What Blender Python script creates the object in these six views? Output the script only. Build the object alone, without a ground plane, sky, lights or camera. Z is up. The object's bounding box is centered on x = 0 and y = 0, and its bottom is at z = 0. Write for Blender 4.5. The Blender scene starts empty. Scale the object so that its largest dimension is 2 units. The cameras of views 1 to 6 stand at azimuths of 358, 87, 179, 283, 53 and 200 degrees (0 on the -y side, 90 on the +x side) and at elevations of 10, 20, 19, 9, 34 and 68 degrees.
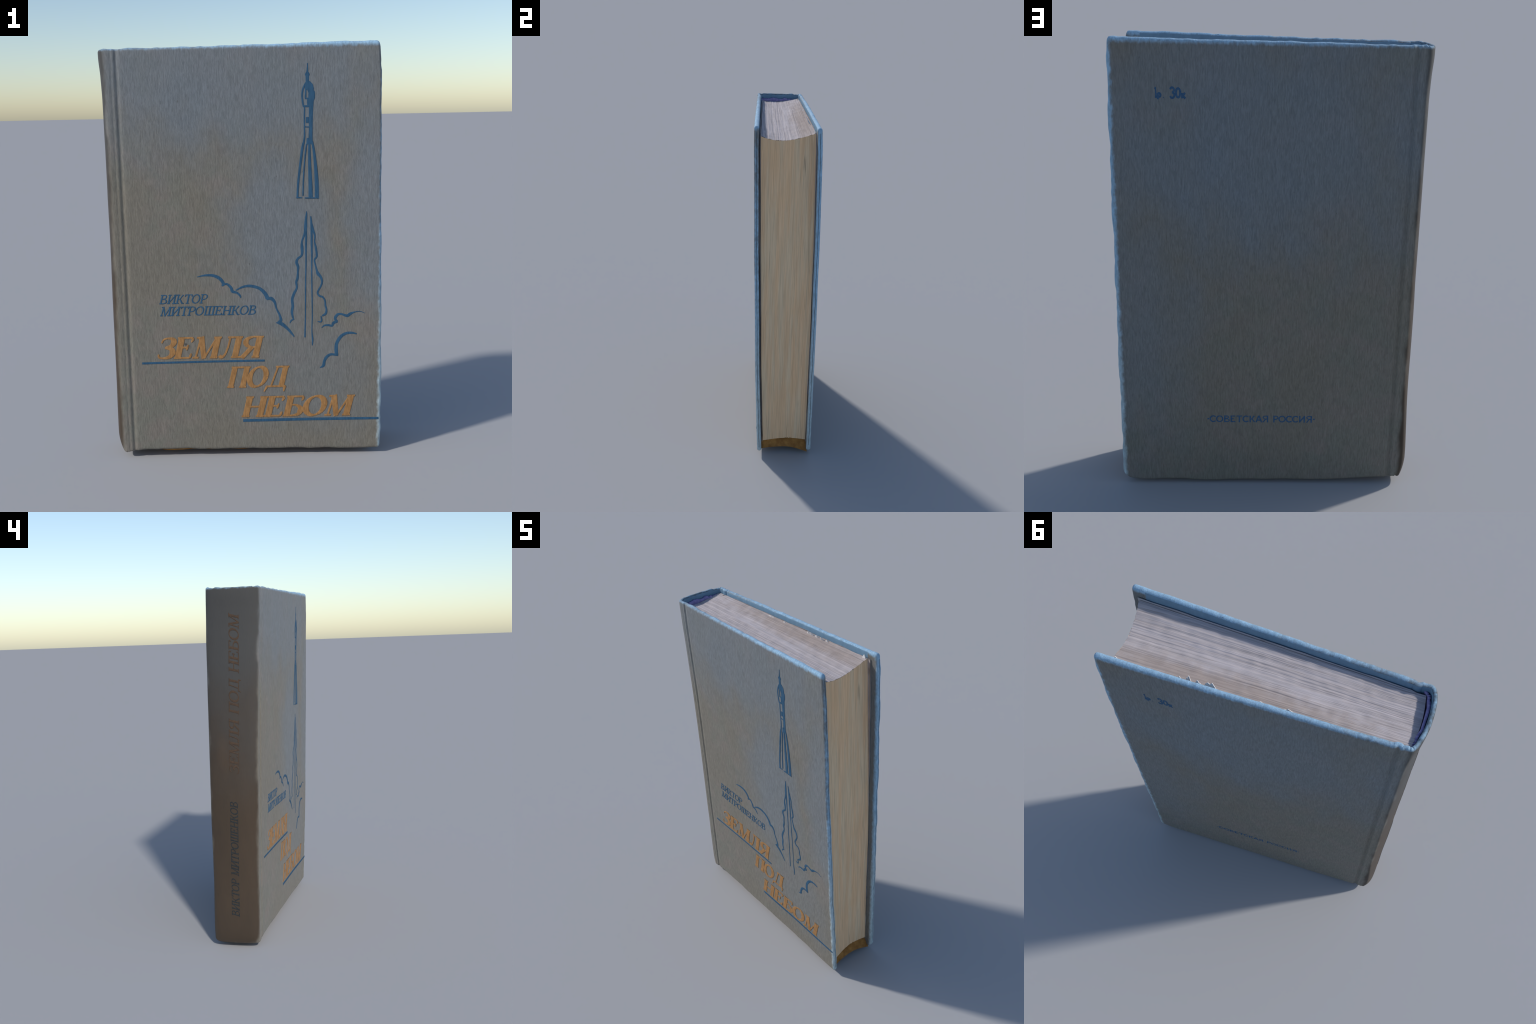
"""An old cloth-bound hardback book, standing upright, fore-edge towards +x, front cover towards -y."""
import bpy, math
import numpy as np

rng = np.random.default_rng(7)

# ------------------------------------------------------------------ helpers
def keys(table):
    a = np.array(table, float)
    return lambda t: np.interp(t, a[:, 0], a[:, 1])

def smooth(t, a, b):
    t = np.clip((np.asarray(t, float) - a) / (b - a), 0, 1)
    return t * t * (3 - 2 * t)

_lat = np.random.default_rng(11).random((64, 64, 64)) * 2 - 1

def noise(x, y=0.0, z=0.0):
    """smooth value noise in [-1, 1] on numpy arrays"""
    x, y, z = np.broadcast_arrays(np.asarray(x, float), np.asarray(y, float), np.asarray(z, float))
    ix, iy, iz = np.floor(x).astype(int), np.floor(y).astype(int), np.floor(z).astype(int)
    fx, fy, fz = x - ix, y - iy, z - iz
    fx, fy, fz = (f * f * (3 - 2 * f) for f in (fx, fy, fz))
    r = 0
    for a in (0, 1):
        for b in (0, 1):
            for c in (0, 1):
                w = (fx if a else 1 - fx) * (fy if b else 1 - fy) * (fz if c else 1 - fz)
                r = r + w * _lat[(ix + a) & 63, (iy + b) & 63, (iz + c) & 63]
    return r

def fbm(x, y=0.0, z=0.0, octaves=3):
    r, g = 0, 1.0
    for k in range(octaves):
        r = r + g * noise(x * 2 ** k + 17.3 * k, np.asarray(y) * 2 ** k, np.asarray(z) * 2 ** k + 5.1 * k)
        g *= .5
    return r

def add_mesh(name, verts, faces, material, parent, smooth_shade=True):
    me = bpy.data.meshes.new(name)
    me.from_pydata([tuple(map(float, v)) for v in verts], [], [tuple(map(int, f)) for f in faces])
    me.materials.append(material)
    me.update()
    if smooth_shade:
        me.polygons.foreach_set("use_smooth", [True] * len(me.polygons))
    ob = bpy.data.objects.new(name, me)
    bpy.context.scene.collection.objects.link(ob)
    ob.parent = parent
    return ob

def grid_faces(n, m, offset=0, flip=False):
    i, j = np.meshgrid(np.arange(n - 1), np.arange(m - 1), indexing="ij")
    a = offset + i * m + j
    f = np.stack([a, a + 1, a + m + 1, a + m], -1).reshape(-1, 4)
    return f[:, ::-1] if flip else f

# ------------------------------------------------------------------ materials
class Nodes:
    def __init__(self, name):
        self.mat = bpy.data.materials.new(name)
        self.mat.use_nodes = True
        self.t = self.mat.node_tree
        self.bsdf = self.t.nodes["Principled BSDF"]
        self.pos = self.t.nodes.new("ShaderNodeTexCoord").outputs["Object"]
        sep = self.t.nodes.new("ShaderNodeSeparateXYZ")
        self.t.links.new(self.pos, sep.inputs[0])
        self.x, self.y, self.z = sep.outputs

    def put(self, value, socket):
        if isinstance(value, bpy.types.NodeSocket):
            self.t.links.new(value, socket)
        elif isinstance(value, (tuple, list)):
            socket.default_value = (*value, 1.0) if len(socket.default_value) == 4 and len(value) == 3 else value
        else:
            socket.default_value = value

    def math(self, op, a, b=0.0, c=0.0, clamp=False):
        n = self.t.nodes.new("ShaderNodeMath")
        n.operation, n.use_clamp = op, clamp
        for v, s in zip((a, b, c), n.inputs):
            self.put(v, s)
        return n.outputs[0]

    def step(self, v, a, b):
        n = self.t.nodes.new("ShaderNodeMapRange")
        n.interpolation_type = "SMOOTHSTEP"
        self.put(v, n.inputs[0]); self.put(a, n.inputs[1]); self.put(b, n.inputs[2])
        return n.outputs[0]

    def scaled(self, scale, offset=(0, 0, 0)):
        n = self.t.nodes.new("ShaderNodeMapping")
        self.put(self.pos, n.inputs[0])
        n.inputs["Scale"].default_value = scale
        n.inputs["Location"].default_value = offset
        return n.outputs[0]

    def noise(self, scale, detail=3.0, offset=(0, 0, 0), rough=.5, distort=0.0):
        n = self.t.nodes.new("ShaderNodeTexNoise")
        s = scale if isinstance(scale, tuple) else (scale,) * 3
        self.put(self.scaled(s, offset), n.inputs["Vector"])
        n.inputs["Scale"].default_value = 1.0
        n.inputs["Detail"].default_value = detail
        n.inputs["Roughness"].default_value = rough
        n.inputs["Distortion"].default_value = distort
        return n.outputs["Fac"]

    def mix(self, f, a, b, mode="MIX"):
        n = self.t.nodes.new("ShaderNodeMix")
        n.data_type, n.blend_type = "RGBA", mode
        self.put(f, n.inputs[0]); self.put(a, n.inputs[6]); self.put(b, n.inputs[7])
        return n.outputs[2]

    def blob(self, centre, radius, ragged=.5, scale=4.0):
        """soft patch round a point (radius per axis), its border broken up by noise"""
        n = self.t.nodes.new("ShaderNodeMapping")
        self.put(self.pos, n.inputs[0])
        n.inputs["Scale"].default_value = [1 / r for r in radius]
        n.inputs["Location"].default_value = [-c / r for c, r in zip(centre, radius)]
        ln = self.t.nodes.new("ShaderNodeVectorMath"); ln.operation = "LENGTH"
        self.put(n.outputs[0], ln.inputs[0])
        d = self.math("ADD", ln.outputs["Value"], self.math("MULTIPLY", self.math("SUBTRACT", self.noise((scale * 1.6, scale, scale), 4, centre), .5), ragged * 2))
        return self.step(d, 1.30, .25)

    def bright(self, col, f, lo, hi):
        """scale a colour by lo..hi as f goes 0..1"""
        g = self.math("MULTIPLY_ADD", f, hi - lo, lo)
        c = self.t.nodes.new("ShaderNodeCombineXYZ")
        for k in range(3):
            self.put(g, c.inputs[k])
        return self.mix(1.0, col, c.outputs[0], "MULTIPLY")

    def finish(self, colour, rough, height=None, strength=.3, distance=.002, spec=.3, sheen=0.0):
        self.put(colour, self.bsdf.inputs["Base Color"])
        self.put(rough, self.bsdf.inputs["Roughness"])
        self.bsdf.inputs["Specular IOR Level"].default_value = spec
        self.bsdf.inputs["Sheen Weight"].default_value = sheen
        if height is not None:
            b = self.t.nodes.new("ShaderNodeBump")
            b.inputs["Strength"].default_value = strength
            b.inputs["Distance"].default_value = distance
            self.put(height, b.inputs["Height"])
            self.t.links.new(b.outputs[0], self.bsdf.inputs["Normal"])
        return self.mat

TAN, GREY_BLUE = (.176, .160, .131), (.160, .184, .208)
EDGE_BLUE, EDGE_PALE, SPINE_GREY = (.29, .47, .64), (.43, .53, .57), (.060, .060, .059)

def linen_material():
    m = Nodes("linen_cloth")
    fibre = m.noise((190, 190, 27), 5, rough=.68, distort=.6)          # upright fibres
    thread = m.noise((420, 420, 90), 2, (3, 1, 2))
    mottle = m.noise(9.0, 4, (2, 5, 1), .6)
    hue = m.noise((3.2, 3.2, 2.0), 3, (7, 3, 9), .55)
    warm = m.mix(m.step(mottle, .35, .68), (.170, .164, .137), (.192, .168, .145))
    body = m.mix(m.step(hue, .40, .66), warm, TAN)
    # sky light from the scan, painted into the cloth as soft bluish patches
    blue = m.math("MAXIMUM", m.blob((-.1, -.16, 1.90), (1.1, .30, .46)), m.blob((.62, -.18, 1.25), (.20, .20, .62)))
    blue = m.math("MAXIMUM", blue, m.math("MULTIPLY", m.blob((.16, -.14, 1.10), (.32, .2, .55), .6), .9))
    blue = m.math("MAXIMUM", blue, m.math("MULTIPLY", m.blob((.35, -.12, .45), (.35, .2, .35), .8), .45))
    blue = m.math("MAXIMUM", blue, m.blob((.05, .16, 1.62), (1.0, .22, .62), .45))
    blue = m.math("MAXIMUM", blue, m.math("MULTIPLY", m.blob((.62, .18, .8), (.35, .2, .75), .6), .7))
    col = m.mix(m.math("MULTIPLY", blue, m.math("MULTIPLY_ADD", hue, .6, .5), clamp=True), body, GREY_BLUE)
    # dark brown spine, greyer towards the head
    wob = m.math("MULTIPLY", m.math("SUBTRACT", m.noise((20, 20, 9), 3, (1, 8, 4)), .5), .03)
    shift = m.math("MULTIPLY", m.step(m.y, .03, .14), -.013)
    on_spine = m.step(m.math("ADD", m.math("ADD", m.x, wob), shift), -.608, -.632)
    grey_head = m.blob((-.65, .03, 1.95), (.2, .40, .95), .35)
    brown = m.mix(m.noise((14, 14, 5), 4, (4, 4, 4)), (.046, .034, .024), (.064, .044, .029))
    brown = m.mix(m.math("MULTIPLY", m.blob((-.65, .075, 1.10), (.1, .045, .12), .4, 9), .4), brown, (.085, .050, .026))
    col = m.mix(on_spine, col, m.mix(grey_head, brown, SPINE_GREY))
    # blue turned edges of the boards
    rag = m.math("MULTIPLY", m.math("SUBTRACT", m.noise((60, 60, 40), 4, (9, 2, 6)), .5), .022)
    rim_mask = m.step(m.math("ADD", m.x, rag), .634, .654)
    rim_mask = m.math("MAXIMUM", rim_mask, m.step(m.math("ADD", m.z, rag), 1.972, 1.994))
    edge = m.mix(m.blob((.66, 0, .1), (.3, .5, .95), .3), EDGE_BLUE, EDGE_PALE)
    edge = m.bright(edge, m.noise((90, 20, 30), 3, (2, 9, 2)), .70, 1.30)
    col = m.mix(m.math("MULTIPLY", rim_mask, .9), col, edge)
    plain = m.bright(col, fibre, .93, 1.07)
    col = m.mix(on_spine, m.bright(col, m.step(fibre, .28, .72), .80, 1.20), plain)
    col = m.bright(col, thread, .92, 1.08)
    # a few dark specks
    speck = m.step(m.noise((60, 60, 30), 1, (5, 5, 5)), .80, .85)
    col = m.mix(m.math("MULTIPLY", speck, .5), col, (.06, .055, .05))
    col = m.mix(m.math("MULTIPLY", m.blob((-.292, -.12, .585), (.008, .1, .008), .2, 60), .7), col, (.03, .03, .03))
    h = m.math("MULTIPLY_ADD", thread, .35, fibre)
    h = m.math("MULTIPLY", h, m.math("MULTIPLY_ADD", on_spine, -.7, 1.0))
    return m.finish(col, .82, h, .55, .0022, .25, .08)

def page_material(name, is_head):
    m = Nodes(name)
    leaf = m.noise((4.5, 210, 4.5), 4, rough=.6)                # leaf edges, layered across the thickness
    bundle = m.noise((2.0, 34, 2.0), 3, (3, 3, 3))
    stain = m.noise((5, 7, 4), 4, (1, 2, 8))
    fore = m.mix(m.step(bundle, .36, .66), (.80, .530, .320), (.77, .570, .375))  # paper colour brightened to carry the scan's baked light on the fore-edge
    fore = m.mix(m.math("MULTIPLY", m.step(stain, .5, .75), .5), fore, (.80, .52, .30))
    head = m.mix(m.step(bundle, .36, .64), (.44, .395, .395), (.50, .455, .465))
    head = m.mix(m.math("MULTIPLY", m.blob((.2, .10, 1.95), (.75, .075, .2), .5, 12), .75), head, (.33, .265, .23))
    col = head if is_head else fore
    col = m.bright(col, m.step(leaf, .25, .75), .86, 1.12)
    dirt = m.step(m.noise((7, 240, 5), 2, (6, 1, 3)), .60, .76)
    col = m.mix(m.math("MULTIPLY", dirt, .38), col, (.17, .12, .085))
    for y, z, l in ((.081, 1.80, .05), (.089, 1.78, .06)):      # gouges in the fore-edge
        col = m.mix(m.math("MULTIPLY", m.blob((.60, y, z), (.06, .0035, l), .2, 30), .45), col, (.10, .075, .055))
    return m.finish(col, .9, leaf, .5, .003, .15)

def plain_material(name, c0, c1, scale=60, rough=.8, bump=.2, spec=.2, metallic=0.0, stretch=1.0):
    m = Nodes(name)
    f = m.noise((scale, scale, scale * stretch), 4, rough=.6)
    m.bsdf.inputs["Metallic"].default_value = metallic
    return m.finish(m.mix(m.step(f, .3, .7), c0, c1), rough, f, bump, .0015, spec)

CLOTH = linen_material()
PAPER, HEAD_PAPER = page_material("aged_paper", False), page_material("greyed_head_paper", True)
BLUE_INK = plain_material("blue_ink", (.025, .075, .135), (.038, .104, .185), 120, .75, .3, stretch=.2)
DARK_INK = plain_material("faded_spine_ink", (.020, .024, .027), (.030, .034, .036), 90, .8)
BACK_INK = plain_material("back_stamp_ink", (.030, .085, .17), (.050, .110, .20), 140, .8)
GOLD = plain_material("bronze_foil", (.265, .130, .042), (.40, .205, .072), 110, .55, .5, .4, stretch=.3)
FADED_GOLD = plain_material("rubbed_bronze", (.058, .040, .029), (.080, .050, .032), 90, .75)
PURPLE = plain_material("purple_lining", (.24, .20, .40), (.34, .29, .50), 70, .85)
TORN = plain_material("torn_endpaper", (.72, .70, .69), (.82, .80, .78), 90, .9)

def turn_in_material():
    m = Nodes("turned_in_cloth")
    f = m.noise((50, 50, 20), 4, rough=.6)
    near_head = m.step(m.math("ADD", m.z, m.math("MULTIPLY", f, .05)), 1.90, 1.97)
    grey = m.mix(f, (.15, .165, .17), (.24, .245, .24))
    blue = m.mix(f, (.12, .21, .30), (.20, .32, .43))
    return m.finish(m.mix(near_head, grey, blue), .85, f, .4, .0015, .2)

TURN_IN = turn_in_material()
TAIL = plain_material("browned_paper", (.26, .115, .032), (.44, .21, .060), 26, .85)

# ------------------------------------------------------------------ shape of the case (metres)
FRONT_FORE_Y = keys([(0, -.125), (.05, -.129), (.19, -.137), (.53, -.154), (1.0, -.168), (1.44, -.181), (1.87, -.194), (2, -.196)])
FRONT_HINGE_Y = keys([(0, -.082), (.34, -.092), (.56, -.098), (.85, -.103), (1.03, -.108), (1.375, -.12), (1.58, -.13), (1.84, -.143), (2, -.148)])
BACK_FORE_Y = keys([(0, .194), (.36, .192), (.86, .189), (1.18, .184), (1.44, .181), (1.73, .177), (1.87, .173), (2, .166)])
BACK_HINGE_Y = keys([(0, .177), (.75, .178), (1.0, .174), (1.4, .168), (1.7, .164), (2, .153)])
FRONT_FORE_X = keys([(0, .660), (.6, .658), (1.1, .651), (1.55, .646), (1.87, .642), (2, .637)])
BACK_FORE_X = keys([(0, .660), (1.1, .660), (1.5, .659), (1.93, .656), (2, .652)])
FRONT_TOP = keys([(-.66, 1.985), (-.3, 1.988), (0, 1.991), (.25, 1.995), (.65, 2.001)])
BACK_TOP = keys([(-.66, 1.989), (-.3, 1.991), (0, 1.992), (.3, 1.994), (.65, 1.998)])
FRONT_FOOT = keys([(-.66, .026), (-.58, .032), (-.5, .038), (-.3, .038), (0, .032), (.3, .028), (.65, .026)])
BACK_FOOT = keys([(-.66, .038), (-.5, .028), (-.25, .015), (.2, .010), (.45, .014), (.65, .018)])
BOARD, SPINE_WALL = .026, .019
JOINT = -.600                                   # where the boards' plane turns into the spine

def groove(x):
    """depth of the pressed joint beside the spine"""
    return .0058 * np.exp(-((x + .563) / .0095) ** 2) + .0015 * np.exp(-((x + .588) / .006) ** 2)

def front_y(x, z):
    t = (x - JOINT) / (.65 - JOINT)
    y = FRONT_HINGE_Y(z) * (1 - t) + FRONT_FORE_Y(z) * t
    return y + groove(x) + .0030 * np.sin(math.pi * np.clip(t, 0, 1)) * smooth(z, 1.4, .6) + .0016 * fbm(x * 3.1, 2.2, z * 2.3, 3)

def back_y(x, z):
    t = (x - JOINT) / (.65 - JOINT)
    y = BACK_HINGE_Y(z) * (1 - t) + BACK_FORE_Y(z) * t
    return y - 1.5 * groove(x) - .006 * smooth(x, -.575, -.603) * smooth(z, .1, .4) + .0035 * np.sin(math.pi * np.clip(t, 0, 1)) * smooth(z, .2, .8) + .0016 * fbm(x * 3.1, 9.7, z * 2.3, 3)

def foot_curl(x, z):
    """the spine's tail rounds inwards"""
    q = np.clip((.13 - z) / .13, 0, 1)
    pull = .062 * (1 - np.sqrt(np.clip(1 - q * q, 0, 1)))
    return x + pull * np.clip((-.585 - x) / .065, 0, 1)

def spine_point(s, z):
    """s from -1 (front joint) to 1 (back joint)"""
    th = s * math.pi / 2
    n = 3.0
    e = np.sign(np.sin(th)) * np.abs(np.sin(th)) ** (2 / n)
    b = np.abs(np.cos(th)) ** (2 / n)
    yf, yb = front_y(JOINT, z), back_y(JOINT, z)
    y = (yf + yb) / 2 + (yb - yf) / 2 * e
    bulge = .048 - .0035 * smooth(z, .8, 1.1) * smooth(z, 1.9, 1.75) + .006 * smooth(z, 1.86, 1.96) + .004 * smooth(z, .5, .1) + .0015 * fbm(z * 3, 4.4, s * 2)
    x = JOINT - bulge * b * (1 - .42 * np.clip(e, 0, 1) ** 1.4 * smooth(z, .15, .6) * (1 - .4 * smooth(z, 1.75, 1.95)))
    return foot_curl(x, z), y

# columns of the case: front board (fore-edge to joint), spine, back board (joint to fore-edge)
def board_columns():
    r = BOARD / 2
    lead = r * (1 - np.cos(np.linspace(.08, math.pi / 2, 7)))
    return np.concatenate([lead, np.linspace(r + .004, 1.195, 150), np.linspace(1.200, 1.25, 22)])

d_front = board_columns()
s_spine = np.linspace(-1, 1, 60)[1:-1]
nf, ns = len(d_front), len(s_spine)
ncol = 2 * nf + ns
ROWS, ARC = 210, 7

def column(i, z):
    """outer surface of column i at heights z"""
    if i < nf or i >= nf + ns:
        front = i < nf
        d = d_front[i] if front else d_front[2 * nf + ns - 1 - i]
        end = (FRONT_FORE_X if front else BACK_FORE_X)(z) + .0028 * noise(z * 14, 3.3 if front else 8.1) + .0014 * noise(z * 37, 1.3 if front else 6.1)
        t = d / 1.25
        x = end * (1 - t) + JOINT * t
        y = (front_y if front else back_y)(x, z)
        return foot_curl(x, z), y
    return spine_point(s_spine[i - nf], z)

def top_and_foot(i):
    front = i < nf
    if front or i >= nf + ns:
        d = d_front[i] if front else d_front[2 * nf + ns - 1 - i]
        x = .65 - d
        top, foot = (FRONT_TOP if front else BACK_TOP)(x), (FRONT_FOOT if front else BACK_FOOT)(x)
        def cut(rc):
            return rc - math.sqrt(max(rc * rc - max(rc - d, 0) ** 2, 0)) if d < rc else 0.0
        top -= cut(.022 if front else .014)
        foot += cut(.020 if front else .050)
        seed = 2.0 if front else 7.0
        top += .0024 * noise(x * 16, seed) + .0015 * noise(x * 45, seed)
        foot += .0030 * noise(x * 13, seed + 9) + .001 * noise(x * 40, seed)
        return top, foot
    s = s_spine[i - nf]
    top = 1.985 * (1 - (s + 1) / 2) + 1.989 * (s + 1) / 2 - .004 * (1 - s ** 4)
    top += .003 * noise(s * 7, 30.2) + .0022 * noise(s * 19, 31)
    foot = .022 + (.008 if s < 0 else .024) * abs(s) ** 3
    return top, foot

def build_case():
    zs = np.linspace(0, 1, ROWS)
    loop = 2 * ROWS + 2 * ARC
    V = np.zeros((ncol, loop, 3))
    # thickness along the profile
    for i in range(ncol):
        top, foot = top_and_foot(i)
        if i < nf or i >= nf + ns:
            d = d_front[i] if i < nf else d_front[2 * nf + ns - 1 - i]
            t = BOARD + (SPINE_WALL - BOARD) * smooth(d, 1.17, 1.25)
        else:
            d, t = 1.0, SPINE_WALL
        r = t / 2
        h = math.sqrt(max(r * r - max(r - d, 0) ** 2, 1e-7))
        zz = foot + r + (top - foot - 2 * r) * zs
        arc = np.linspace(0, math.pi, ARC + 2)[1:-1]
        off = np.concatenate([np.full(ROWS, r - h), r - h * np.cos(arc), np.full(ROWS, r + h), r + h * np.cos(arc)])
        z = np.concatenate([zz, top - r + h * np.sin(arc), zz[::-1], foot + r - h * np.sin(arc)])
        x, y = column(i, z)
        # direction square to the profile, at this height
        if i < nf and d < .03 or i >= nf + ns and d < .03:
            nx, ny = np.zeros_like(z), np.full_like(z, 1.0 if i < nf else -1.0)
        else:
            (xa, ya), (xb, yb) = column(max(i - 1, 0), z), column(min(i + 1, ncol - 1), z)
            tx, ty = xb - xa, yb - ya
            ln = np.hypot(tx, ty) + 1e-9
            nx, ny = -ty / ln, tx / ln
            nx, ny = -nx, -ny
        V[i, :, 0], V[i, :, 1], V[i, :, 2] = x + nx * off, y + ny * off, z
    return V, loop

V_case, LOOP = build_case()

book = bpy.data.objects.new("hardback_book", None)
bpy.context.scene.collection.objects.link(book)
book["label"] = "old grey linen hardback book with blue rocket drawing"
book["category"] = "book"

def split_case():
    V = V_case.reshape(-1, 3)
    faces, owner = [], []
    for i in range(ncol - 1):
        for j in range(LOOP):
            k = (j + 1) % LOOP
            faces.append((i * LOOP + j, i * LOOP + k, (i + 1) * LOOP + k, (i + 1) * LOOP + j))
            owner.append(0 if i < nf - 1 else (1 if i < nf + ns else 2))
    for c, own, fl in ((0, 0, False), (ncol - 1, 2, True)):      # close the fore-edge ends
        for j in range(ROWS - 1):
            a, b = c * LOOP + j, c * LOOP + j + 1
            e = c * LOOP + 2 * ROWS + ARC - 1 - j
            f = (a, b, e - 1, e)
            faces.append(f if not fl else f[::-1]); owner.append(own)
    F = np.array(faces)[:, ::-1]; owner = np.array(owner)
    # whole-body normals
    p = V[F]
    nrm = np.cross(p[:, 2] - p[:, 0], p[:, 3] - p[:, 1])
    N = np.zeros_like(V)
    for k in range(4):
        np.add.at(N, F[:, k], nrm)
    N /= np.linalg.norm(N, axis=1, keepdims=True) + 1e-12
    # make sure they point outwards (front board: -y)
    probe = (20 * LOOP + ROWS // 2)
    if N[probe, 1] > 0:
        F, N = F[:, ::-1], -N
    out = []
    for k, name in enumerate(("front_cover", "spine", "back_cover")):
        f = F[owner == k]
        used, inv = np.unique(f, return_inverse=True)
        ob = add_mesh(name, V[used], inv.reshape(-1, 4), CLOTH, book)
        ob.data.materials.append(TURN_IN)
        column_of = f // LOOP
        inside = (column_of > 12).all(1) & (column_of < ncol - 13).all(1) & (f % LOOP >= ROWS + ARC - 1).all(1) & (f % LOOP < 2 * ROWS + ARC).all(1)      # cloth folded over inside
        ob.data.polygons.foreach_set("material_index", inside.astype(np.int32))
        ob.data.normals_split_custom_set_from_vertices([tuple(n) for n in N[used]])
        out.append(ob)
    return out

front_cover, spine, back_cover = split_case()

# ------------------------------------------------------------------ page block
PAGE_FORE_X = keys([(0, .632), (.1, .628), (1.0, .618), (1.6, .608), (1.95, .604)])
PAGE_SPINE_X = -.618

def block_point(a, b, c):
    """a: spine 0 .. fore-edge 1, b: front 0 .. back 1, c: tail 0 .. head 1"""
    zt = 1.942 + .018 * b - .032 * np.sin(math.pi * b ** .85) * (.5 + .5 * a ** 2)
    z = .088 + (zt - .088) * c
    hollow = (.022 - .011 * smooth(z, .8, 1.5)) * np.sin(math.pi * np.clip(b, 0, 1) ** 1.1) + .012 * b * smooth(z, .8, 2) + .012 * b * smooth(z, 1.2, .3)
    xf = PAGE_FORE_X(z) - hollow
    xs = PAGE_SPINE_X + .014 * (2 * b - 1) ** 2
    x = xs + (xf - xs) * a
    y0 = front_y(np.clip(x, -.5, .7), z) + BOARD + .010 - .006 * smooth(z, 1.0, .2) * 0
    y1 = back_y(np.clip(x, -.5, .7), z) - BOARD - .004
    y = y0 + (y1 - y0) * b
    return x, y, z

def leaf_relief(b, along, seed):
    """rows of leaf edges: fine steps across the thickness, drifting slowly along the page"""
    drift = .018 * noise(along * 1.7, seed, 3) + .006 * noise(along * 6, seed, 7)
    q = (b + drift)
    return .0008 * noise(q * 26, seed, along * .8) + .0010 * noise(q * 75, seed + 5, along * 1.5) + .0010 * noise(q * 160, seed + 9, along * 2.5)

def build_block():
    verts, faces = [], []
    def face(A, B, C, n, m, seed, push, flip):
        base = sum(len(v) for v in verts)
        x, y, z = block_point(A, B, C)
        along = x if push == 2 else z
        d = leaf_relief(B, along, seed) if push is not None else 0
        if push is not None:
            rim = np.minimum(1, np.minimum(B, 1 - B) / .02)
            d = d * rim
        if push == 0: x = x + d
        if push == 2: z = z + d * 1.3 + .0015 * noise(x * 30, B * 9, 4.0) * np.minimum(1, np.minimum(B, 1 - B) / .02)
        verts.append(np.stack([x, y, z], -1).reshape(-1, 3))
        faces.append(grid_faces(n, m, base, flip))
    nb = 150
    u = lambda n: np.linspace(0, 1, n)
    g = lambda p, q: np.meshgrid(p, q, indexing="ij")
    b, c = g(u(nb), u(160)); face(np.ones_like(b), b, c, nb, 160, 3, 0, False)       # fore-edge
    b, a = g(u(nb), u(180)); face(a, b, np.ones_like(b), nb, 180, 8, 2, True)        # head
    b, a = g(u(20), u(40)); face(a, b, np.zeros_like(b), 20, 40, 0, None, False)     # tail
    b, c = g(u(40), u(40)); face(np.zeros_like(b), b, c, 40, 40, 0, None, True)      # back of the gatherings
    a, c = g(u(60), u(60)); face(a, np.zeros_like(a), c, 60, 60, 0, None, False)
    a, c = g(u(60), u(60)); face(a, np.ones_like(a), c, 60, 60, 0, None, True)
    return np.vstack(verts), np.vstack(faces)

v, f = build_block()
block = add_mesh("page_block", v, f, PAPER, book)
block.data.materials.append(HEAD_PAPER)
head = np.zeros(len(f), np.int32)
head[149 * 159:149 * 159 + 149 * 179] = 1
block.data.polygons.foreach_set("material_index", head)

# endpapers: the sheet between block and board on either side
def endpaper(side):
    n, m = 60, 80
    a, c = np.meshgrid(np.linspace(-.565, .612, n), np.linspace(.075, 1.0, m), indexing="ij")
    zt = 1.948 if side < 0 else 1.960
    z = .07 + (zt - .07) * (c - .075) / .925 + .003 * noise(a * 20, side, 1.0) * smooth(c, .9, 1)
    x = a + .004 * noise(z * 9, side * 3.0) * smooth(a, .5, .61)
    wave = .0020 * noise(x * 6, z * 5, side * 2.0)
    if side < 0:
        y = front_y(x, z) + BOARD + .004 + wave
    else:
        y = back_y(x, z) - BOARD - .0015 + wave
    t = .0028 * side
    A = np.stack([x, y, z], -1).reshape(-1, 3)
    B = np.stack([x, y - t, z], -1).reshape(-1, 3)
    F = [grid_faces(n, m, 0, side > 0), grid_faces(n, m, n * m, side < 0)]
    ring = [i * m for i in range(n)] + [(n - 1) * m + j for j in range(1, m)] + [i * m + m - 1 for i in range(n - 2, -1, -1)] + [j for j in range(m - 2, 0, -1)]
    rf = [(p, q, q + n * m, p + n * m) for p, q in zip(ring, ring[1:] + ring[:1])]
    return np.vstack([A, B]), [tuple(q) for ff in F for q in ff] + rf

for side in (-1, 1):
    v, f = endpaper(side)
    add_mesh("endpaper", v, f, HEAD_PAPER, book)

# torn paper bits along the head of the back endpaper
def torn_flap(x, width, height, lean, seed):
    r = np.random.default_rng(seed)
    n = 7
    pts = []
    for k in range(n):
        t = k / (n - 1)
        h = height * (1 - abs(2 * t - 1) ** 1.6) * (.6 + .6 * r.random()) + .002
        px = x + (t - .5) * width
        y0 = float(back_y(np.array(px), np.array(1.95))) - BOARD - .008
        pts.append(((px, y0, 1.945), (px + .2 * h, y0 - lean * h, 1.955 + h)))
    v = [p for q in pts for p in q] + [(p[0], p[1] - .0022, p[2]) for q in pts for p in q]
    m = 2 * n
    f = []
    for k in range(n - 1):
        a = 2 * k
        f += [(a, a + 1, a + 3, a + 2), (m + a, m + a + 2, m + a + 3, m + a + 1), (a + 1, m + a + 1, m + a + 3, a + 3)]
    f += [(0, m, m + 1, 1), (m - 2, m - 1, 2 * m - 1, 2 * m - 2)]
    return v, f

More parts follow.
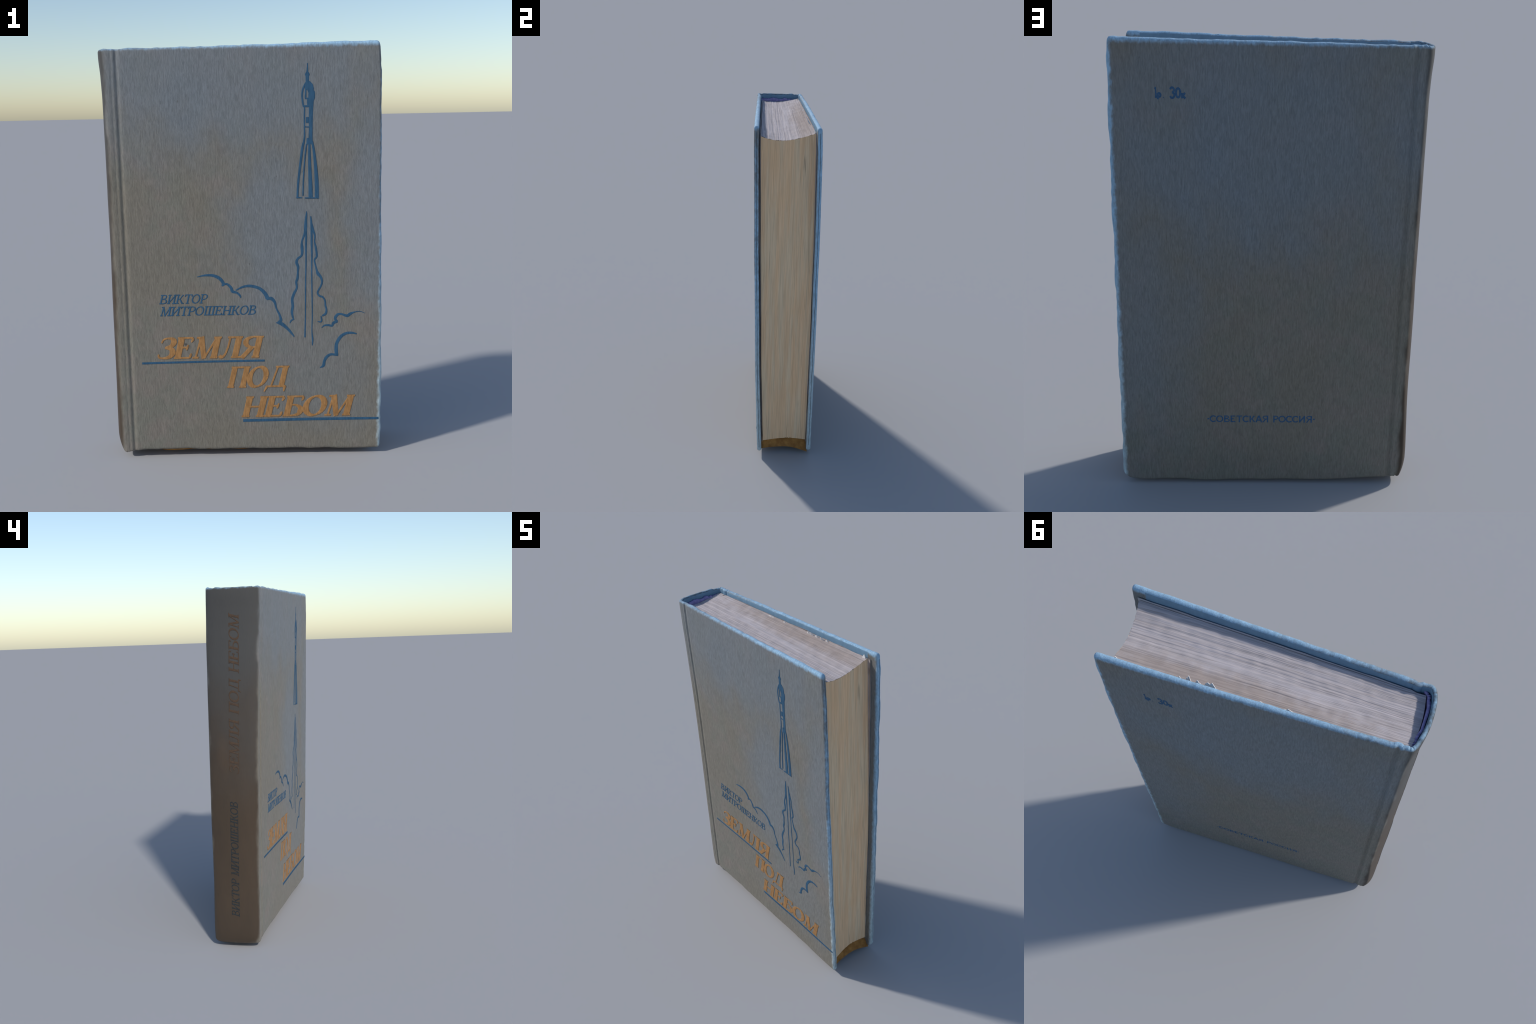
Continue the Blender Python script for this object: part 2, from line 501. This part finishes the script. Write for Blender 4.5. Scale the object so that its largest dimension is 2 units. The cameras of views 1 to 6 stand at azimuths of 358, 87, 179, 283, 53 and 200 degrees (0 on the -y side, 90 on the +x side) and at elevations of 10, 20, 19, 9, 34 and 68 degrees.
for k, (x, w, h, lean) in enumerate([(.185, .055, .020, .7), (.235, .03, .013, .6), (.275, .026, .017, .8), (.31, .02, .011, .4), (-.13, .05, .008, .5), (.572, .022, .020, .1), (-.02, .03, .006, .6)]):
    v, f = torn_flap(x, w, h, lean, 40 + k)
    add_mesh("paper_tear", v, f, TORN, book, False)

# purple lining standing behind the spine wall, with a frayed top
def lining():
    n, m = 90, 14
    s, c = np.meshgrid(np.linspace(-.80, .86, n), np.linspace(0, 1, m), indexing="ij")
    zt = 1.954 + .004 * noise(s * 9, 2.0) + .004 * noise(s * 26, 4.0)
    z = 1.80 + (zt - 1.80) * c
    x, y = spine_point(s, z)
    x = x + SPINE_WALL + .002 + .0025 * noise(s * 12, 6.0, z * 20)
    y = y * .90
    A = np.stack([x, y, z], -1).reshape(-1, 3)
    B = A + np.array([.011, 0, 0]); B[:, 2] -= .003 * c.reshape(-1)
    ring = [i * m for i in range(n)] + [(n - 1) * m + j for j in range(1, m)] + [i * m + m - 1 for i in range(n - 2, -1, -1)] + [j for j in range(m - 2, 0, -1)]
    F = [tuple(q) for q in grid_faces(n, m, 0, False)] + [tuple(q) for q in grid_faces(n, m, n * m, True)]
    F += [(p, q, q + n * m, p + n * m) for p, q in zip(ring, ring[1:] + ring[:1])]
    return np.vstack([A, B]), F

v, f = lining()
add_mesh("spine_lining", v, f, PURPLE, book)

def tail_pad():
    """browned tail of the block, arched between the boards at the foot"""
    n, m = 60, 24
    a, b = np.meshgrid(np.linspace(0, 1, n), np.linspace(0, 1, m), indexing="ij")
    layers = []
    for lower in (0, 1):
        x = -.56 + (.596 + .020 * lower + .020 * lower * (2 * b - 1) ** 2 + .56) * a
        z = np.full_like(x, .10) if not lower else .014 + .018 * (1 - b) + .014 * np.sin(math.pi * b) * smooth(a, .55, 1) + .004 * noise(a * 16, b * 3) + .03 * smooth(a, .16, 0)
        y0, y1 = front_y(x, np.full_like(x, .06)) + .014, back_y(x, np.full_like(x, .06)) - .020
        layers.append(np.stack([x, y0 + (y1 - y0) * b, z], -1).reshape(-1, 3))
    ring = [i * m for i in range(n)] + [(n - 1) * m + j for j in range(1, m)] + [i * m + m - 1 for i in range(n - 2, -1, -1)] + [j for j in range(m - 2, 0, -1)]
    F = [tuple(q) for q in grid_faces(n, m, 0, True)] + [tuple(q) for q in grid_faces(n, m, n * m, False)]
    F += [(p, q, q + n * m, p + n * m) for p, q in zip(ring, ring[1:] + ring[:1])]
    return np.vstack(layers), F

v, f = tail_pad()
add_mesh("tail_edge", v, f, TAIL, book)

# ------------------------------------------------------------------ printing: brush strokes laid on the cloth
def on_front(a, b, off):
    return np.stack([a, front_y(a, b) - off, b], -1)

def on_back(a, b, off):
    return np.stack([a, back_y(a, b) + off, b], -1)

def on_spine(a, b, off):
    """a runs up the spine (z), b towards the back cover (y)"""
    yf, yb = front_y(JOINT, a), back_y(JOINT, a)
    e = np.clip((b - (yf + yb) / 2) / ((yb - yf) / 2), -.99, .99)
    s = np.arcsin(np.sign(e) * np.abs(e) ** 1.5) / (math.pi / 2)
    x, _ = spine_point(s, a)
    return np.stack([x - off, b, a], -1)

def resample(pts, curved, step):
    p = np.array(pts, float)
    if curved and len(p) > 2:
        q = np.vstack([2 * p[0] - p[1], p, 2 * p[-1] - p[-2]])
        out = []
        for k in range(1, len(q) - 2):
            n = max(2, int(np.hypot(*(q[k + 1] - q[k])[:2]) / step) + 1)
            t = np.linspace(0, 1, n, endpoint=False)[:, None]
            out.append(.5 * (2 * q[k] + (q[k + 1] - q[k - 1]) * t + (2 * q[k - 1] - 5 * q[k] + 4 * q[k + 1] - q[k + 2]) * t ** 2 + (3 * q[k] - q[k - 1] - 3 * q[k + 1] + q[k + 2]) * t ** 3))
        return np.vstack(out + [p[-1:]])
    out = []
    for k in range(len(p) - 1):
        n = max(2, int(np.hypot(*(p[k + 1] - p[k])[:2]) / step) + 1)
        out.append(p[k] + (p[k + 1] - p[k]) * np.linspace(0, 1, n, endpoint=False)[:, None])
    return np.vstack(out + [p[-1:]])

class Ink:
    """collects brush strokes into one mesh lying on a surface"""
    def __init__(self, place, raise_by=.0011, rim=.0007):
        self.place, self.h, self.rim, self.v, self.f, self.k, self.n = place, raise_by, rim, [], [], 0, 0

    def stroke(self, pts, curved=True, step=.006, warp=None):
        p = resample(pts, curved, step)
        keep = np.concatenate([[True], np.hypot(*np.diff(p[:, :2], axis=0).T) > 1e-6])
        p = p[keep]
        t = np.gradient(p[:, :2], axis=0)
        t /= np.linalg.norm(t, axis=1, keepdims=True) + 1e-12
        nrm = np.stack([-t[:, 1], t[:, 0]], -1)
        w = np.maximum(p[:, 2], .0006) / 2
        ends = np.vstack([p[:1], p, p[-1:]])
        nn = np.vstack([nrm[:1], nrm, nrm[-1:]]); ww = np.concatenate([w[:1], w, w[-1:]])
        lift = self.h + .00004 * self.k
        rows = []
        for q, o in ((-1, -.0012), (-1, lift - .0004), (-.72, lift), (0, lift + .0001), (.72, lift), (1, lift - .0004), (1, -.0012)):
            c = ends[:, :2] + nn * (ww * q)[:, None]
            if warp is not None:
                c = warp(c)
            off = np.full(len(c), o); off[0] = off[-1] = -.0012
            rows.append(self.place(c[:, 0], c[:, 1], off))
        R = np.stack(rows, 1)
        self.v.append(R.reshape(-1, 3))
        self.f.append(grid_faces(R.shape[0], R.shape[1], self.n))
        self.n += R.shape[0] * R.shape[1]
        self.k += 1

    def build(self, name, material, parent):
        V, F = np.vstack(self.v), np.vstack(self.f)
        # faces must look away from the book
        p = V[F[:, 0]], V[F[:, 1]], V[F[:, 3]]
        n = np.cross(p[1] - p[0], p[2] - p[0]).sum(0)
        want = np.array([0, -1, 0]) if self.place is on_front else (np.array([0, 1, 0]) if self.place is on_back else np.array([-1, 0, 0]))
        if n @ want < 0:
            F = F[:, ::-1]
        return add_mesh(name, V, F, material, parent, False)

# ---- lettering: a slanted roman drawn from stems, hairlines, bowls and serifs
def glyph(ch, T, t, serif):
    """strokes [(curved, [(x, y, width)...])] on a cap height of 1, and the advance"""
    S = []
    line = lambda *p: S.append((False, list(p)))
    curve = lambda *p: S.append((True, list(p)))
    lo, hi = t / 2, 1 - t / 2
    def foot(x, y, l=.16, r=.16):
        if serif:
            line((x - l, y, t), (x + r, y, t))
    def stem(x, top=True, bottom=True, w=T):
        line((x, 0, w), (x, 1, w))
        if top: foot(x, hi)
        if bottom: foot(x, lo)
    def tick(x, y, dy):
        if serif:
            line((x, y, t), (x + .01, y + dy * .5, t * 1.3), (x + .02 * np.sign(dy), y + dy, t * .7))
    def upper_bowl(x, y0, reach):
        curve((x, hi, t), (x + reach * .5, hi, t), (x + reach * .86, .5 * (hi + y0) + .17, T * .7), (x + reach * .95, .5 * (hi + y0), T * .95), (x + reach * .82, y0 + .1, T * .65), (x + reach * .45, y0, t), (x, y0, t))
    def lower_bowl(x, y1, reach):
        curve((x, y1, t), (x + reach * .5, y1, t), (x + reach * .88, y1 - .13, T * .7), (x + reach * .97, y1 / 2, T), (x + reach * .85, .11, T * .65), (x + reach * .45, lo, t), (x, lo, t))
    adv = .86
    if ch == "Н":
        stem(.16); stem(.74); line((.16, .5, t), (.74, .5, t)); adv = .92
    elif ch == "И":
        stem(.16); stem(.72); line((.16, .1, t * 1.1), (.72, .9, t * 1.1)); adv = .90
    elif ch == "П":
        stem(.16); stem(.72); line((.16, hi, t), (.72, hi, t)); adv = .90
    elif ch == "Ш":
        stem(.16, True, False); stem(.54, True, False); stem(.92, True, False); line((.05, lo, t), (1.03, lo, t)); adv = 1.10
    elif ch == "В":
        stem(.16); upper_bowl(.16, .53, .46); lower_bowl(.16, .53, .55); adv = .80
    elif ch == "Р":
        stem(.16); upper_bowl(.16, .44, .52); adv = .74
    elif ch == "Б":
        stem(.16); lower_bowl(.16, .55, .54); line((.16, hi, t), (.66, hi, t)); tick(.66, hi, -.2); adv = .80
    elif ch == "Е":
        stem(.16); line((.16, hi, t), (.62, hi, t)); line((.16, .52, t), (.46, .52, t)); line((.16, lo, t), (.66, lo, t))
        tick(.62, hi, -.2); tick(.66, lo, .2)
        if serif: line((.46, .40, t * .7), (.47, .52, t * 1.2), (.48, .64, t * .7))
        adv = .76
    elif ch == "Т":
        stem(.40, False); line((.04, hi, t), (.76, hi, t)); tick(.05, hi, -.2); tick(.75, hi, -.2); adv = .80
    elif ch == "К":
        stem(.16); curve((.18, .47, t), (.40, .55, t), (.52, .78, t), (.66, .95, t * 1.5)); line((.36, .54, T * .8), (.70, .02, T * .9)); foot(.74, lo, .12, .12); adv = .84
    elif ch in "ОСоЗ0":
        if ch == "О":
            q = [(.43 + .37 * math.cos(a) , .5 + (.5 - t / 2) * math.sin(a), t + (T * .95 - t) * abs(math.cos(a - .25)) ** 1.3) for a in np.linspace(0, 2 * math.pi, 25)]
            adv = .90
        elif ch == "0":
            q = [(.30 + .22 * math.cos(a), .5 + (.5 - t / 2) * math.sin(a), T) for a in np.linspace(0, 2 * math.pi, 25)]
            adv = .62
        elif ch == "С":
            q = [(.43 + .37 * math.cos(a), .5 + (.5 - t / 2) * math.sin(a), T) for a in np.linspace(.75, 2 * math.pi - .75, 21)]
            adv = .78
        else:
            q = [(.06, .74, t * .8), (.12, .90, t), (.32, hi, t), (.50, .90, T * .7), (.56, .75, T), (.48, .60, T * .7), (.24, .52, t)]
            S.append((True, [(.24, .52, t), (.50, .47, T * .7), (.60, .28, T), (.50, .10, T * .7), (.26, lo, t), (.08, .08, t), (.02, .22, t * .8)]))
            adv = .70
        S.append((True, q))
    elif ch == "М":
        line((.14, 0, t), (.20, 1, t)); foot(.14, lo, .13, .13)
        line((.20, 1, T * .92), (.50, 0, T * .75)); line((.50, .0, t), (.86, .97, t)); stem(.90)
        foot(.16, hi, .14, .06); adv = 1.08
    elif ch == "Л":
        stem(.70); line((.24, hi, t), (.70, hi, t)); curve((.34, hi, t), (.33, .55, t), (.26, .16, t * 1.1), (.14, .05, t * 1.8), (.04, .12, t * 1.6)); adv = .88
    elif ch == "Д":
        stem(.72, True, False); line((.26, hi, t), (.72, hi, t)); line((.36, hi, t), (.24, lo, t)); line((.02, lo, t), (.92, lo, t))
        line((.06, lo, t * 1.4), (-.02, -.20, t * .7)); line((.88, lo, t * 1.8), (.90, -.20, t * .7)); adv = .96
    elif ch == "Я":
        stem(.68); curve((.68, hi, t), (.40, hi, t), (.20, .88, T * .65), (.14, .74, T * .9), (.22, .58, T * .65), (.42, .49, t), (.68, .49, t))
        line((.44, .49, T * .8), (.12, 0, T * .8)); foot(.10, lo, .14, .12); adv = .86
    elif ch == "А":
        line((.04, 0, T), (.38, 1, T)); line((.38, 1, T), (.74, 0, T)); line((.16, .32, T), (.62, .32, T)); adv = .78
    elif ch == "3":
        curve((.08, .80, T), (.16, .95, T), (.36, .95, T), (.48, .78, T), (.40, .58, T), (.26, .53, T)); curve((.26, .53, T), (.44, .46, T), (.50, .26, T), (.38, .06, T), (.16, .05, T), (.07, .2, T)); adv = .60
    elif ch == "1":
        line((.12, .80, T * .6), (.22, .95, T)); line((.22, 1, T * .4), (.24, 0, T)); adv = .34
    elif ch == "р":
        line((.10, -.12, T), (.10, .45, T)); curve((.10, .42, T), (.30, .42, T), (.40, .27, T), (.30, .12, T), (.10, .14, T)); adv = .60
    elif ch == "к":
        line((.10, 0, T), (.10, .5, T)); line((.14, .24, T), (.42, .5, T)); line((.16, .26, T), (.44, 0, T)); adv = .52
    elif ch == "·":
        line((.05, .5, .20), (.25, .5, .20)); adv = .34
    elif ch == ".":
        line((.04, .05, .1), (.12, .05, .1)); adv = .3
    elif ch == " ":
        adv = .45
    return S, adv

def lettering(text, place, origin, width, height, material, parent, name, slant=.24, T=.255, t=.085, serif=True, lift=.0011, rise=0.0, mirror=1, step=.006):
    """one object per letter; origin = foot of the first letter, rise = climb of the base line"""
    glyphs = [glyph(ch, T, t, serif) for ch in text]
    total = sum(a for _, a in glyphs)
    sx = width / total
    pen = 0.0
    for strokes, adv in glyphs:
        if strokes:
            ink = Ink(place, lift)
            for curved, pts in strokes:
                # widths are in cap heights; draw in letter units with the same scale both ways, squeeze after
                def warp(c, pen=pen):
                    u = (c[:, 0] / height + pen) * sx + slant * c[:, 1]
                    return np.stack([origin[0] + mirror * u, origin[1] + c[:, 1] + rise * u], -1)
                ink.stroke([(x * height, y * height, w * height) for x, y, w in pts], curved, step, warp)
            ink.build(name, material, parent)
        pen += adv

lettering("ЗЕМЛЯ", on_front, (-.436, .512), .500, .110, GOLD, front_cover, "title_letter", lift=.0018)
lettering("ПОД", on_front, (-.098, .358), .290, .110, GOLD, front_cover, "title_letter", lift=.0018)
lettering("НЕБОМ", on_front, (-.030, .203), .538, .109, GOLD, front_cover, "title_letter", lift=.0018)
lettering("ВИКТОР", on_front, (-.414, .789), .228, .046, BLUE_INK, front_cover, "author_letter", T=.16, t=.10, step=.004)
lettering("МИТРОШЕНКОВ", on_front, (-.413, .729), .462, .046, BLUE_INK, front_cover, "author_letter", T=.16, t=.10, step=.004)

def lettering_on_spine(text, z0, y0, width, height, material, slope, **kw):
    def place(a, b, off):
        return on_spine(a, b + slope * (a - z0), off)
    lettering(text, place, (z0, y0), width, height, material, spine, "spine_letter", **kw)

lettering_on_spine("ЗЕМЛЯ ПОД НЕБОМ", .99, -.006, .85, .056, FADED_GOLD, -.036, T=.18, t=.08, lift=.0011)
lettering_on_spine("ВИКТОР МИТРОШЕНКОВ", .187, .020, .650, .044, DARK_INK, -.021, T=.17, t=.10, lift=.0011, step=.004)

lettering("·СОВЕТСКАЯ РОССИЯ·", on_back, (.273, .320), .490, .034, BACK_INK, back_cover, "publisher_letter", slant=0, T=.17, t=.15, serif=False, mirror=-1, step=.004, lift=.0007)
lettering("1р. 30к", on_back, (.474, .1767 * 10), .128, .043, BACK_INK, back_cover, "price_letter", slant=0, T=.21, t=.18, serif=False, mirror=-1, step=.004, lift=.0007)

# ---- underlines
for a, b, z0, z1, w0, w1 in ((-.509, .089, .4925, .4965, .0105, .0105), (-.022, .648, .1855, .1865, .0145, .0125)):
    ink = Ink(on_front)
    ink.stroke([(a, z0, w0), ((a + b) / 2, (z0 + z1) / 2 + .001, w0), (b, z1, w1)])
    ink.build("title_underline", BLUE_INK, front_cover)

# ---- rocket
def drawing(name, strokes):
    ink = Ink(on_front, .0010)
    for curved, pts in strokes:
        ink.stroke(pts, curved, .005)
    return ink.build(name, BLUE_INK, front_cover)

drawing("rocket_drawing", [
    (False, [(.304, 1.905, .004), (.304, 1.884, .006), (.303, 1.866, .009)]),                       # escape tower
    (False, [(.303, 1.869, .006), (.303, 1.863, .015), (.303, 1.855, .023), (.303, 1.849, .017)]),
    (False, [(.303, 1.852, .016), (.303, 1.828, .015), (.304, 1.818, .018)]),
    (True, [(.299, 1.822, .007), (.289, 1.805, .008), (.281, 1.783, .008), (.279, 1.757, .008), (.282, 1.731, .008), (.285, 1.710, .007)]),
    (True, [(.290, 1.709, .006), (.289, 1.668, .006), (.289, 1.619, .006), (.289, 1.575, .0075), (.284, 1.541, .009)]),
    (False, [(.306, 1.822, .020), (.312, 1.805, .034), (.317, 1.790, .032), (.318, 1.780, .024), (.3225, 1.775, .030), (.3225, 1.752, .030), (.321, 1.738, .022), (.319, 1.699, .019), (.318, 1.613, .017), (.317, 1.569, .018), (.319, 1.541, .016)]),
    (False, [(.303, 1.818, .018), (.302, 1.800, .021), (.302, 1.787, .020)]),
    (False, [(.2955, 1.788, .0065), (.2945, 1.751, .0065)]),                                         # window frames
    (False, [(.292, 1.7485, .006), (.315, 1.7485, .006)]),
    (False, [(.3070, 1.750, .011), (.3070, 1.712, .011)]),
    (False, [(.287, 1.7135, .009), (.313, 1.7135, .009)]),
    (False, [(.302, 1.664, .013), (.302, 1.638, .013)]),
    (False, [(.292, 1.620, .005), (.313, 1.619, .005)]),
    (False, [(.303, 1.569, .007), (.306, 1.556, .015), (.306, 1.540, .017)]),
    (True, [(.284, 1.548, .0095), (.278, 1.519, .0110), (.266, 1.428, .0105), (.258, 1.359, .0095), (.254, 1.291, .0090)]),
    (True, [(.298, 1.542, .006), (.290, 1.474, .006), (.283, 1.382, .006), (.280, 1.302, .006)]),
    (True, [(.311, 1.544, .0095), (.312, 1.450, .0138), (.315, 1.358, .0176), (.316, 1.291, .020)]),
    (True, [(.323, 1.555, .0095), (.331, 1.514, .011), (.339, 1.441, .0143), (.344, 1.367, .018), (.345, 1.289, .018)]),
    (False, [(.249, 1.293, .0067), (.275, 1.293, .0050)]),
    (False, [(.289, 1.291, .0062), (.354, 1.290, .0062)]),
])

drawing("exhaust_drawing", [
    (True, [(.297, 1.229, .002), (.296, 1.212, .008), (.293, 1.183, .0115), (.292, 1.155, .0147), (.289, 1.125, .0124), (.282, 1.107, .0092), (.274, 1.084, .008), (.274, 1.057, .0134), (.275, 1.034, .012), (.271, 1.015, .010), (.254, 1.001, .0106), (.248, .983, .0134), (.255, .962, .0124), (.254, .936, .009), (.252, .905, .012), (.246, .887, .011), (.248, .858, .0098), (.235, .830, .0123), (.226, .802, .0129), (.228, .767, .0129), (.224, .739, .0123), (.229, .709, .008), (.233, .702, .006)]),
    (True, [(.235, .702, .004), (.221, .697, .008), (.214, .683, .004)]),
    (True, [(.294, 1.150, .007), (.294, 1.098, .0092), (.293, 1.052, .0083), (.293, .982, .0064), (.291, .900, .006), (.290, .836, .0066), (.289, .725, .0055), (.286, .611, .0074)]),
    (True, [(.316, 1.204, .0055), (.319, 1.166, .010), (.320, 1.120, .010), (.320, 1.074, .0097), (.321, 1.017, .0078), (.320, .945, .006), (.321, .835, .0061), (.322, .724, .005), (.320, .645, .005), (.323, .600, .008), (.322, .569, .0043)]),
    (True, [(.321, 1.170, .006), (.327, 1.139, .010), (.335, 1.111, .008), (.334, 1.083, .006), (.339, 1.056, .0097), (.344, 1.021, .0097), (.342, 1.007, .0092), (.333, .993, .0074), (.338, .967, .0074), (.344, .942, .0095), (.350, .926, .0152), (.363, .909, .012), (.369, .885, .0092), (.362, .863, .0086), (.348, .835, .0086), (.356, .817, .0098), (.372, .811, .0092), (.383, .793, .008), (.385, .768, .0086), (.390, .749, .0092), (.386, .728, .011), (.369, .717, .0086)]),
    (True, [(.364, .716, .006), (.367, .694, .008), (.361, .687, .0074), (.348, .690, .0037)]),
])

for pts in (
    [(-.227, .920, .003), (-.190, .927, .0094), (-.149, .925, .0136), (-.118, .909, .0156), (-.102, .884, .0146), (-.109, .875, .0094)],
    [(-.111, .874, .005), (-.088, .883, .0104), (-.067, .865, .0136), (-.060, .846, .0146), (-.039, .839, .0104), (-.024, .824, .0094), (-.021, .813, .003)],
    [(-.044, .851, .005), (-.010, .867, .0104), (.026, .871, .0136), (.068, .859, .0146), (.096, .833, .0177), (.108, .808, .0188)],
    [(.103, .803, .0073), (.124, .808, .0167), (.142, .789, .0125), (.149, .759, .0083), (.165, .724, .0104), (.170, .697, .0146), (.158, .687, .0156)],
    [(.148, .687, .005), (.174, .680, .0177), (.200, .658, .0136), (.221, .633, .0104), (.234, .615, .005)],
    [(.367, .658, .003), (.381, .669, .008), (.403, .670, .011), (.417, .666, .0092), (.424, .681, .0141), (.443, .689, .0123)],
    [(.443, .687, .0092), (.432, .703, .0135), (.443, .722, .0135), (.461, .725, .0092), (.489, .716, .0141), (.505, .726, .0135), (.526, .734, .0055), (.551, .737, .004), (.574, .728, .002)],
    [(.536, .625, .006), (.511, .630, .011), (.483, .627, .0129), (.458, .610, .0153), (.440, .578, .0153), (.437, .546, .0172), (.440, .515, .0153)],
    [(.445, .518, .0092), (.412, .522, .0123), (.391, .509, .0141), (.380, .488, .0135), (.375, .465, .0141), (.358, .454, .003)],
):
    drawing("cloud_drawing", [(True, pts)])
